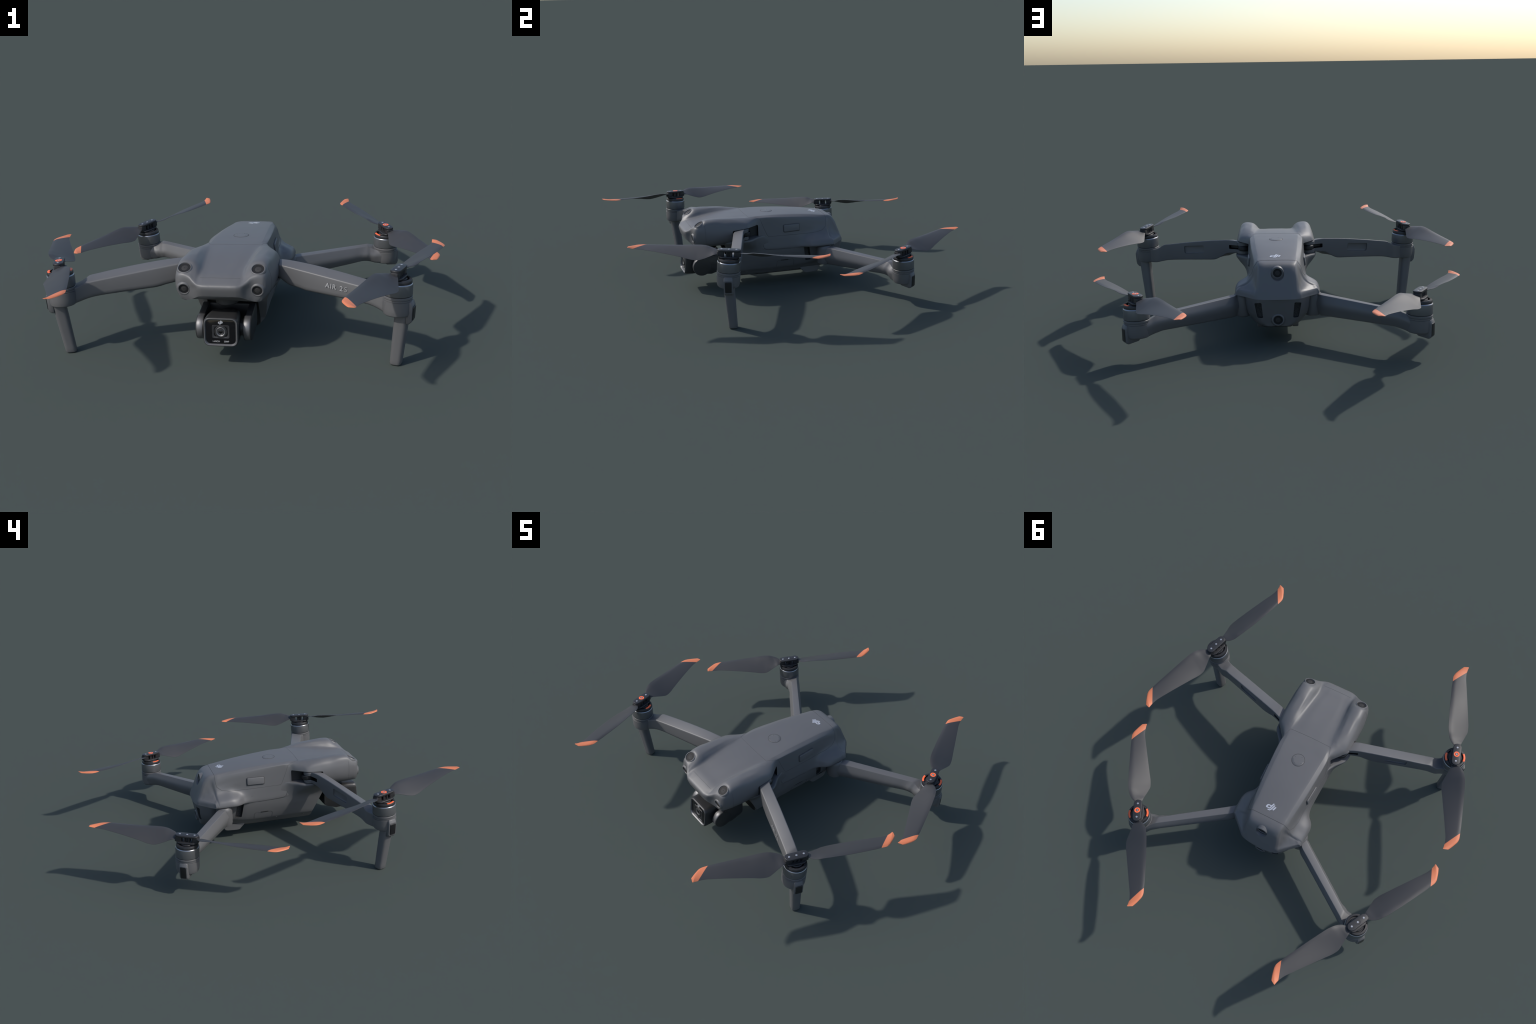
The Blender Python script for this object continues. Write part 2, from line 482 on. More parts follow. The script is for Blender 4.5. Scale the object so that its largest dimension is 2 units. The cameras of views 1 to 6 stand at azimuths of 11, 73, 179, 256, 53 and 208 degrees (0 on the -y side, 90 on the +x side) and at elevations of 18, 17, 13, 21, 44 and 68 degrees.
# hood that carries the upper tail sensor
V, F = lathe([(.0270, .0035), (.0300, .0030), (.0322, -.001), (.0328, -.008), (.0332, -.034)], 48, frame_from((0, .3360, .3555), (0, 1, .03)), False)
mesh_object("sensor_hood", V, F, SHELL, DRONE, angle=50)


bm = bmesh.new()
bm.from_mesh(shell.data)
SHELL_TREE = BVHTree.FromBMesh(bm)
bm.free()


def split_region(ob, name, test, parent):
    """Move the faces whose centre passes the test into a sibling part, keeping shading continuous."""
    me = ob.data
    cn = [tuple(c.vector) for c in me.corner_normals]
    keep, move = [], []
    for p in me.polygons:
        (move if test(p.center) else keep).append(p.index)
    out = []
    for idx in (keep, move):
        vmap, vs, fs, ns, mi = {}, [], [], [], []
        for i in idx:
            p = me.polygons[i]
            f = []
            for li in p.loop_indices:
                vi = me.loops[li].vertex_index
                if vi not in vmap:
                    vmap[vi] = len(vs)
                    vs.append(tuple(me.vertices[vi].co))
                f.append(vmap[vi])
                ns.append(cn[li])
            fs.append(f)
            mi.append(p.material_index)
        m2 = bpy.data.meshes.new(name)
        m2.from_pydata(vs, [], fs)
        m2.update()
        for mm in me.materials:
            m2.materials.append(mm)
        m2.polygons.foreach_set("material_index", mi)
        m2.shade_smooth()
        m2.normals_split_custom_set(ns)
        out.append(m2)
    ob.data = out[0]
    o2 = bpy.data.objects.new(name, out[1])
    COL.objects.link(o2)
    o2.parent = parent
    return o2


def in_battery(c):
    if c.z < 0.25 or c.y < -0.225 or c.y > 0.268:
        return False
    ax = abs(c.x)
    if c.z > 0.395 and ax < 0.135:
        return c.y > -0.225 if ax < 0.118 else c.y > -0.156
    front = -0.156 + (0.40 - c.z) * 0.5
    return c.z > 0.311 and c.y > front and ax > 0.1


battery = split_region(shell, "battery_pack", in_battery, DRONE)


# ------------------------------------------------------------------ lower hull
hull_sections = [
    # (y at belly, [(x, z) from shoulder to belly], forward lean per metre of height)
    (-.298, [(0, .318), (.10, .318), (.196, .316), (.200, .309), (.190, .288), (0.1660, 0.2450), (0.1540, 0.1900), (0.1405, 0.1210), (0.1370, 0.1135), (0.1240, 0.0980), (0.1000, 0.0730), (0.0600, 0.0660), (0.0000, 0.0660)], -.47),
    (-.255, [(0, .318), (.10, .318), (.210, .317), (.2135, .310), (.200, .288), (0.1680, 0.2450), (0.1560, 0.1900), (0.1390, 0.1200), (0.1350, 0.1125), (0.1220, 0.0970), (0.0990, 0.0720), (0.0600, 0.0650), (0.0000, 0.0650)], -.42),
    (-.200, [(0, .319), (.10, .319), (.214, .318), (.2165, .311), (.202, .288), (0.1660, 0.2430), (0.1560, 0.1900), (0.1370, 0.1200), (0.1325, 0.1120), (0.1195, 0.0965), (0.0970, 0.0710), (0.0600, 0.0640), (0.0000, 0.0640)], -.24),
    (-.165, [(0, .322), (.10, .322), (.166, .320), (.169, .313), (.167, .290), (0.1600, 0.2430), (0.1540, 0.1900), (0.1350, 0.1200), (0.1305, 0.1115), (0.1175, 0.0960), (0.0940, 0.0700), (0.0600, 0.0640), (0.0000, 0.0640)], -.06),
    (-.135, [(0, .322), (.10, .322), (.148, .321), (.151, .313), (.153, .290), (0.1535, 0.2430), (0.1525, 0.1900), (0.1335, 0.1200), (0.1290, 0.1110), (0.1160, 0.0955), (0.0920, 0.0690), (0.0600, 0.0640), (0.0000, 0.0640)], 0),
    (-.060, [(0, .30), (.10, .30), (.140, .29), (.146, .28), (.151, .26), (0.1530, 0.2350), (0.1505, 0.1900), (0.1325, 0.1200), (0.1280, 0.1110), (0.1150, 0.0955), (0.0910, 0.0690), (0.0600, 0.0640), (0.0000, 0.0640)], 0),
    (.030, [(0, .30), (.10, .30), (.138, .29), (.145, .28), (.149, .26), (0.1520, 0.2350), (0.1495, 0.1900), (0.1320, 0.1200), (0.1275, 0.1110), (0.1145, 0.0955), (0.0910, 0.0690), (0.0600, 0.0640), (0.0000, 0.0640)], 0),
    (.100, [(0, .29), (.10, .29), (.138, .285), (.144, .27), (.147, .255), (0.1500, 0.2320), (0.1480, 0.1900), (0.1325, 0.1230), (0.1280, 0.1140), (0.1150, 0.0985), (0.0910, 0.0710), (0.0600, 0.0660), (0.0000, 0.0660)], 0),
    (.140, [(0, .28), (.10, .28), (.135, .275), (.139, .265), (.141, .25), (0.1430, 0.2300), (0.1420, 0.1900), (0.1300, 0.1270), (0.1255, 0.1180), (0.1125, 0.1025), (0.0900, 0.0750), (0.0600, 0.0700), (0.0000, 0.0700)], 0),
    (.185, [(0, .27), (.10, .27), (.126, .265), (.130, .26), (.132, .25), (0.1340, 0.2300), (0.1340, 0.1900), (0.1255, 0.1310), (0.1210, 0.1220), (0.1080, 0.1065), (0.0880, 0.0790), (0.0600, 0.0750), (0.0000, 0.0750)], 0),
    (.240, [(0, .26), (.10, .26), (.140, .255), (.146, .25), (.148, .243), (.150, .230), (.150, .190), (.145, .145), (.138, .128), (.121, .106), (.100, .085), (.060, .081), (0, .081)], 0),
    (.300, [(0, .25), (.10, .25), (.148, .248), (.152, .245), (.1545, .240), (.156, .230), (.153, .190), (.144, .150), (.134, .133), (.116, .112), (.094, .092), (.060, .087), (0, .087)], .02),
    (.335, [(0.0000, 0.2500), (0.0800, 0.2500), (0.1240, 0.2480), (0.1290, 0.2450), (0.1320, 0.2400), (0.1340, 0.2300), (0.1300, 0.1900), (0.1220, 0.1550), (0.1140, 0.1380), (0.1032, 0.1180), (0.0840, 0.0980), (0.0550, 0.0910), (0.0000, 0.0910)], .06),
    (.352, [(0.0000, 0.2500), (0.0600, 0.2500), (0.1070, 0.2480), (0.1110, 0.2450), (0.1140, 0.2400), (0.1150, 0.2300), (0.1120, 0.1900), (0.1050, 0.1580), (0.0980, 0.1430), (0.0898, 0.1220), (0.0720, 0.1030), (0.0480, 0.0940), (0.0000, 0.0940)], .12),
    (.358, [(0.0000, 0.2450), (0.0500, 0.2450), (0.0940, 0.2430), (0.0980, 0.2400), (0.1000, 0.2360), (0.1010, 0.2280), (0.0990, 0.1900), (0.0930, 0.1600), (0.0870, 0.1460), (0.0798, 0.1260), (0.0640, 0.1070), (0.0440, 0.0980), (0.0000, 0.0980)], .16),
    (.360, [(0.0000, 0.2350), (0.0400, 0.2350), (0.0770, 0.2330), (0.0810, 0.2310), (0.0830, 0.2290), (0.0840, 0.2240), (0.0830, 0.1900), (0.0780, 0.1630), (0.0730, 0.1520), (0.0618, 0.1340), (0.0500, 0.1180), (0.0350, 0.1080), (0.0000, 0.1080)], .18),
]
H = []
for y, xz, lean in hull_sections:
    H.append([(x, y + lean * max(z - .11, 0) if lean > 0 else y + lean * max(z - .115, 0) * (1.0), z) for x, z in xz])
GH = control_patch(H, 6, 5)
flat = np.array([0, 1, 1])
GH = np.concatenate([GH[:1] * flat, GH, GH[-1:] * flat])  # flat end caps down to the centre line
V, F = symmetric_grid(GH)
hull = mesh_object("lower_hull", V, F, HULL, DRONE, angle=40)


def box(x0, x1, y0, y1, z0, z1):
    v = [(x, y, z) for x in (x0, x1) for y in (y0, y1) for z in (z0, z1)]
    f = [(0, 1, 3, 2), (4, 6, 7, 5), (0, 4, 5, 1), (2, 3, 7, 6), (0, 2, 6, 4), (1, 5, 7, 3)]
    return v, f


# gimbal bay between the cheeks
boolean_cut(hull, *box(-.116, .116, -.60, -.292, .055, .30), BLACK)  # cut faces coloured black to paint the deep shadow inside
# side and rear cooling vents
for sx in (1, -1):
    prof = round_poly([(.112, .232), (.150, .232), (.166, .137), (.128, .137)], .006, 3)
    boolean_cut(hull, *loft([[(sx * x, p[0], p[1]) for p in prof] for x in (.110, .20)]), VENT)
    prof = round_poly([(.079, .222), (.113, .218), (.099, .141), (.072, .141)], .007, 3)
    boolean_cut(hull, *loft([[(sx * p[0], y, p[1]) for p in prof] for y in (.340, .44)]), VENT)
vision_sensor((0, .3715, .1315), (0, 1, -.04), .0215, 1.5)
hull.data.shade_smooth()
hull.data.set_sharp_from_angle(angle=math.radians(38))
bm = bmesh.new()
bm.from_mesh(hull.data)
HULL_TREE = BVHTree.FromBMesh(bm)
bm.free()

# dark belly plate and the two skids
V, F = slab([(x, y + .02) for x, y in rounded_rect(.150, .46, .025)], .0585, .074, .004, Matrix.Identity(4))
mesh_object("belly_plate", V, F, UNDER, DRONE)
for sx in (1, -1):
    prof = [(.100, .082), (.135, .046), (.150, .0445), (.205, .048), (.222, .052), (.236, .085)]
    prof = round_poly(prof, [.004, .012, .006, .006, .012, .004], 3)
    rings = []
    for x, s in ((.074, .9), (.077, 1), (.099, 1), (.103, .9)):
        rings.append([(sx * x, .168 + (p[0] - .168) * (1 if s == 1 else .96), p[1] if s == 1 else p[1] + .003) for p in prof])
    V, F = loft(rings)
    mesh_object("belly_skid", V, F, HULL, DRONE)
# belly screws
screws = []
for sx in (1, -1):
    for y in (-.245, -.083):
        at, nrm, _, _ = HULL_TREE.find_nearest(Vector((sx * .123, y, .098)))
        screws.append(lathe([(.0001, .0012), (.0058, .0012), (.0066, .0004), (.0070, -.003)], 20, frame_from(at, nrm)))
V, F = joined(screws)
mesh_object("belly_screw", V, F, HULL, DRONE)


# ------------------------------------------------------------------ seams drawn as fine dark tubes, their shade in the colour
def snap(tree, pts, per=10):
    P = np.array(pts, float)
    t = np.concatenate([[0], np.cumsum(np.linalg.norm(np.diff(P, axis=0), axis=1))])
    Q = []
    for a, b in zip(P[:-1], P[1:]):
        for k in range(per):
            Q.append(a + (b - a) * k / per)
    Q.append(P[-1])
    return [tree.find_nearest(Vector(q))[0] for q in Q]


def seam_line(tree, pts, r=.0011, per=10):
    return tube(snap(tree, pts, per), r, 6)


def both(pts):
    return [pts, [(-x, y, z) for x, y, z in pts]]


lines = []
# battery pack outline
lines.append(seam_line(SHELL_TREE, [(-.119, -.224, .434), (-.06, -.226, .443), (0, -.227, .444), (.06, -.226, .443), (.119, -.224, .434)], .0005))
lines.append(seam_line(SHELL_TREE, [(-.096, .268, .404), (0, .268, .406), (.096, .268, .404)], .0009))
for pts in both([(.119, -.224, .434), (.130, -.19, .432), (.136, -.157, .420), (.142, -.14, .375), (.147, -.118, .325), (.150, -.108, .312)]):
    lines.append(seam_line(SHELL_TREE, pts, .0006))
for pts in both([(.150, -.108, .312), (.146, 0, .310), (.143, .10, .309), (.140, .19, .309), (.135, .235, .318), (.126, .262, .338), (.117, .268, .37), (.096, .268, .404)]):
    lines.append(seam_line(SHELL_TREE, pts, .0008))
# roof panel of the head and the pod collars
lines.append(seam_line(SHELL_TREE, [(-.086, -.562, .395), (0, -.563, .396), (.086, -.562, .395)], .0005))
for pts in both([(.196, -.505, .425), (.208, -.504, .38), (.209, -.503, .34), (.205, -.502, .31)]):
    lines.append(seam_line(SHELL_TREE, pts, .0005))
for pts in both([(.205, -.50, .311), (.208, -.42, .312), (.209, -.36, .313)]):
    lines.append(seam_line(SHELL_TREE, pts, .0005))
for pts in both([(.155, -.166, .314), (.154, -.150, .280), (.155, -.138, .245), (.154, -.125, .237), (.153, -.05, .232), (.152, .03, .229)]):
    lines.append(seam_line(SHELL_TREE, pts, .0012))
V, F = joined(lines)
s = mesh_object("panel_seam", V, F, SEAM, DRONE)
s["kind"] = "stuff"

lines = []
for pts in both([(.129, -.055, .114), (.142, -.055, .148), (.144, -.047, .156), (.144, .045, .156), (.142, .053, .148), (.129, .053, .114)]):
    lines.append(seam_line(HULL_TREE, pts, .0011, 8))
V, F = joined(lines)
s = mesh_object("hatch_seam", V, F, SEAM, DRONE)
s["kind"] = "stuff"
V, F = joined([slab(rounded_rect(.046, .006, .0025), -.002, .0012, .0005,
                    frame_from((sx * .1430, -.008, .156), (sx, 0, -.25), (0, 1, 0))) for sx in (1, -1)])
mesh_object("hatch_strip", V, F, BLACK, DRONE)  # raised black strip in place of an open slot

# battery release buttons on the flanks
for sx in (1, -1):
    hit = SHELL_TREE.ray_cast(Vector((sx * .4, .038, .352)), Vector((-sx, 0, 0)))
    nrm = hit[1] if hit[1].x * sx > 0 else -hit[1]
    fr = frame_from(hit[0], nrm, (0, 1, .02))
    V, F = slab(rounded_rect(.106, .048, .010), -.006, .0022, .001, fr)
    mesh_object("button_surround", V, F, SEAM, DRONE)  # raised dark plate around the button, standing in for a recess
    V, F = slab(rounded_rect(.099, .041, .008), -.004, .0075, .003, fr)
    mesh_object("release_button", V, F, SHELL, DRONE)

# power button on the roof
def drape(V, lift):
    """Lay flat (x, y, height) vertices on the roof."""
    out = []
    for x, y, h in V:
        hit = SHELL_TREE.ray_cast(Vector((x, y, 1)), Vector((0, 0, -1)))
        out.append((x, y, hit[0].z + h + lift))
    return out


PB = Matrix.Translation((0, -.079, 0))
V, F = lathe([(.0335, -.003), (.0338, .0004), (.0350, .0007), (.0364, .0004), (.0367, -.003)], 72, PB)
mesh_object("power_button_ring", drape(V, 0), F, SEAM, DRONE)  # dark ring laid on the roof in place of a real groove
V, F = lathe([(.0337, -.003), (.0335, .0004), (.0328, .0009), (.020, .0010), (.010, .0010), (.0001, .0010)], 72, PB)
power = mesh_object("power_button", drape(V, 0), F, SHELL, DRONE)
V, F = joined([lathe([(.0016, -.001), (.0016, .0013), (.0001, .0013)], 12,
                     PB @ Matrix.Translation((.0255 * math.cos(a), .0255 * math.sin(a), 0)))
               for a in [math.radians(45 + 18 + 90 * k) for k in range(4)]])
mesh_object("status_light", drape(V, 0), F, SEAM, power)


# ------------------------------------------------------------------ logo of slanted bars
def logo_mesh(w, depth, fr):
    """Three slanted letters; unit width 1, drawn as leaning strips, x to the right, y up."""
    def lean(pts):
        return [(x + y * .36, y) for x, y in pts]
    d_bowl = [lean([(0.02, -.10), (.10, -.18), (.40, -.18), (.40, -.08), (.17, -.08), (.15, .04), (.17, .08), (.40, .08), (.40, .18), (.08, .18), (0.0, .08)])]
    d_stem = [lean([(.38, -.18), (.50, -.18), (.50, .42), (.38, .42)])]
    j = [lean([(.56, .30), (.68, .30), (.68, -.20), (.60, -.34), (.36, -.34), (.36, -.25), (.52, -.25), (.56, -.20)])]
    i = [lean([(.75, -.18), (.89, -.18), (.89, .18), (.75, .18)])]
    parts = []
    for poly in d_bowl + d_stem + j + i:
        n = len(poly)
        V = [fr @ Vector(((x - .5) * w, y * w, z)) for z in (0, depth) for x, y in poly]
        F = [tuple(range(n))[::-1], tuple(range(n, 2 * n))]
        F += [(k, (k + 1) % n, n + (k + 1) % n, n + k) for k in range(n)]
        parts.append((V, F))
    V, F = joined(parts)
    return V, F


hit = SHELL_TREE.ray_cast(Vector((.007, .215, 1)), Vector((0, 0, -1)))
nrm = hit[1] if hit[1].z > 0 else -hit[1]
V, F = logo_mesh(.056, .0016, frame_from(hit[0] - nrm * .0005, nrm, (-1, 0, 0)))
mesh_object("roof_logo", V, F, LOGO, DRONE, smooth=False)


# ------------------------------------------------------------------ front arms
def arm_loft(ctrl, radii, per=6, seg=4):
    """ctrl: list of (x, [(y, z) ...]) slices of constant x, interpolated smoothly."""
    xs = np.array([c[0] for c in ctrl])
    P = np.array([np.array(c[1]).ravel() for c in ctrl])
    tt = dense(xs, per)
    Q = pchip(xs, P, tt)
    rings = []
    for x, q in zip(tt, Q):
        pts = q.reshape(-1, 2)
        rings.append([(x, p[0], p[1]) for p in round_poly(pts, radii, seg)])
    return loft(rings)


# slices: front top, rear top, rear bottom, front bottom
front_arm = [
    (.165, [(-.316, .379), (-.254, .384), (-.254, .322), (-.314, .322)]),
    (.205, [(-.333, .3805), (-.270, .387), (-.270, .3205), (-.333, .318)]),
    (.235, [(-.346, .3805), (-.283, .3905), (-.284, .319), (-.350, .298)]),
    (.265, [(-.356, .377), (-.294, .391), (-.295, .316), (-.361, .2815)]),
    (.300, [(-.3675, .372), (-.305, .389), (-.307, .296), (-.373, .2785)]),
    (.345, [(-.382, .366), (-.3195, .3855), (-.323, .2735), (-.388, .2755)]),
    (.400, [(-.400, .3585), (-.337, .3795), (-.341, .270), (-.406, .272)]),
    (.500, [(-.433, .345), (-.370, .366), (-.374, .264), (-.439, .2655)]),
    (.600, [(-.466, .331), (-.403, .3495), (-.407, .2560), (-.472, .2560)]),
    (.628, [(-.476, .3265), (-.413, .3445), (-.416, .2510), (-.483, .2500)]),
    (.648, [(-.486, .319), (-.418, .3325), (-.420, .2460), (-.494, .2445)]),
    (.668, [(-.502, .3135), (-.423, .3195), (-.425, .2410), (-.510, .2395)]),
    (.690, [(-.530, .3105), (-.436, .3125), (-.438, .2370), (-.536, .2360)]),
    (.730, [(-.548, .309), (-.455, .309), (-.457, .2355), (-.550, .2355)]),
]
V, F = arm_loft(front_arm, [.009, .005, .008, .022])
arm_fr = mesh_object("front_arm", V, F, SHELL, DRONE, angle=50)
# finger pocket in the rear face
fdir = Vector((1, -.33, 0)).normalized()
pn = Vector((.33, 1, 0)).normalized()
pc = Vector((.455, -.3575, .326))
fr = frame_from(pc, pn, Vector((-1, .33, .085)))
boolean_cut(arm_fr, *slab(rounded_rect(.120, .043, .009), -.009, .02, .003, fr), SHELL)
# slot that takes the hinge tongue
fr = frame_from((.205, -.275, .352), (.35, 1, 0), (-1, .35, 0))
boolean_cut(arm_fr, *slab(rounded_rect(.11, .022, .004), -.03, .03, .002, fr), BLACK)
arm_fr.data.shade_smooth()
arm_fr.data.set_sharp_from_angle(angle=math.radians(45))
arm_fl = mirrored(arm_fr)

for sx in (1, -1):
    at = Matrix.Translation((sx * .176, -.277, 0))
    prongs = [lathe([(.001, z0), (.034, z0), (.037, z0 + .003), (.037, z1 - .003), (.034, z1), (.001, z1)], 40, at)
              for z0, z1 in ((.3195, .340), (.364, .3855))]
    V, F = joined(prongs)
    mesh_object("hinge_fork", V, F, SHELL, arm_fr if sx > 0 else arm_fl)
    V, F = lathe([(.001, .339), (.030, .339), (.034, .343), (.035, .352), (.034, .361), (.030, .365), (.001, .365)], 40, Matrix.Translation((sx * .172, -.262, 0)))
    mesh_object("arm_hinge", V, F, BLACK, DRONE)


# ------------------------------------------------------------------ rear arms
# slices: front top, rear top, rear side, rear bottom, front bottom, front side
def rslice(x, dz=0.0):
    k = x - .25
    return [(.262 + .718 * k, .226 - .047 * k), (.311 + .69 * k, .228 - .043 * k), (.335 + .70 * k, .182),
            (.309 + .71 * k, .124 + .03 * k), (.268 + .68 * k, .122 + .045 * k), (.238 + .72 * k, .170)]


rear_arm = [(.175, [(.228, .222), (.256, .223), (.272, .18), (.254, .136), (.232, .134), (.212, .170)]),
            (.195, [(.228, .228), (.268, .230), (.288, .182), (.266, .128), (.234, .126), (.206, .170)])]
rear_arm += [(x, rslice(x)) for x in (.215, .25, .32, .40, .48, .535)]
rear_arm += [
    (.556, [(.481, .2115), (.5225, .2145), (.5485, .180), (.528, .130), (.474, .132), (.450, .170)]),
    (.578, [(.489, .2025), (.5405, .206), (.562, .176), (.545, .126), (.482, .126), (.462, .168)]),
    (.598, [(.490, .1925), (.561, .196), (.576, .172), (.563, .121), (.480, .121), (.466, .166)]),
    (.620, [(.487, .1885), (.576, .190), (.586, .165), (.576, .118), (.482, .118), (.474, .165)]),
    (.650, [(.486, .187), (.580, .187), (.588, .160), (.580, .117), (.486, .117), (.480, .160)]),
]
V, F = arm_loft(rear_arm, [.005, .005, .05, .018, .018, .05])
arm_rr = mesh_object("rear_arm", V, F, SHELL, DRONE, angle=50)
mirrored(arm_rr)
for sx in (1, -1):
    V, F = lathe([(.001, .118), (.030, .118), (.042, .124), (.046, .138), (.047, .170), (.046, .215), (.042, .228), (.036, .234), (.001, .234)], 48,
                 Matrix.Translation((sx * .172, .236, 0)))
    mesh_object("rear_arm_hinge", V, F, HULL, DRONE)


# ------------------------------------------------------------------ motors and propellers
FRONT = dict(hub=(.7335, -.4975, .437), axis=(.024, .046, 1), tip=(.5835, -1.0, .453))
REAR = dict(hub=(.652, .530, .3185), axis=(.018, -.046, 1), tip=(.885, .062, .282))

# blade: chord ends along the span, (span, chord, height) of the trailing and leading edge
blade_net = [
    ((.036, .012, -.026), (.040, -.012, -.016)),
    ((.055, .014, -.026), (.055, -.020, -.014)),
    ((.072, .020, -.026), (.070, -.036, -.010)),
    ((.098, .029, -.034), (.094, -.049, -.004)),
    ((.130, .041, -.044), (.124, -.0565, .003)),
    ((.158, .050, -.050), (.150, -.0605, .004)),
    ((.185, .0495, -.049), (.180, -.0625, .003)),
    ((.240, .040, -.040), (.230, -.066, -.001)),
    ((.315, .026, -.030), (.285, -.0685, -.004)),
    ((.400, .010, -.0215), (.345, -.0705, -.006)),
    ((.470, -.0015, -.017), (.400, -.072, -.007)),
    ((.496, -.001, -.0155), (.4265, -.0715, -.0075)),
]
tip_net = [
    ((.496, -.001, -.0155), (.4265, -.0715, -.0075)),
    ((.506, .001, -.0135), (.448, -.0715, -.009)),
    ((.515, .003, -.011), (.470, -.067, -.010)),
    ((.5225, .0055, -.0085), (.494, -.050, -.011)),
    ((.5245, .005, -.0085), (.515, -.031, -.011)),
    ((.5255, .002, -.0085), (.5235, -.022, -.0105)),
]


def blade_mesh(net, per, flip, th0=.0022, th1=.0014, close_ends=True):
    P = np.array([[*a, *b] for a, b in net])
    d = np.linalg.norm(np.diff(P, axis=0), axis=1)
    t = np.concatenate([[0], np.cumsum(d)])
    Q = catmull(t, P, dense(t, per))
    rings = []
    nc = 12
    for q in Q:
        a, b = q[:3], q[3:]
        ch = b - a
        L = np.linalg.norm(ch)
        up = np.array([0, -ch[2], ch[1]])
        up = up / (np.linalg.norm(up) + 1e-9)
        if up[2] < 0:
            up = -up
        s = q[0]
        th = th0 + (th1 - th0) * min(max((s - .05) / .45, 0), 1)
        top, bot = [], []
        for k in range(nc + 1):
            c = k / nc
            camber = (.010 * 4 * c * (1 - c) - .035 * max(0, (c - .76) / .24) ** 2) * L * (1 if s > .09 else max(0, (s - .04) / .05))
            w = th * (.25 + .75 * math.sqrt(max(0, 4 * c * (1 - c))))
            p = a + ch * c + up * camber
            top.append(p + up * w)
            bot.append(p - up * w)
        ring = top + bot[::-1]
        if flip:
            ring = [np.array([r[0], -r[1], r[2]]) for r in ring]
        rings.append(ring)
    return loft(rings)


BLADES = {}
for flip in (False, True):
    pairs = []
    for nm, net, mt in (("propeller_blade", blade_net, BLADE), ("blade_tip", tip_net, ORANGE)):
        V, F = blade_mesh(net, 5, flip)
        o = mesh_object(nm, V, F, mt, None, angle=60)
        pairs.append(o.data)
        bpy.data.objects.remove(o)
    BLADES[flip] = pairs


def add_shared(name, data, parent, matrix):
    o = bpy.data.objects.new(name, data)
    COL.objects.link(o)
    o.parent = parent
    o.matrix_local = matrix
    return o


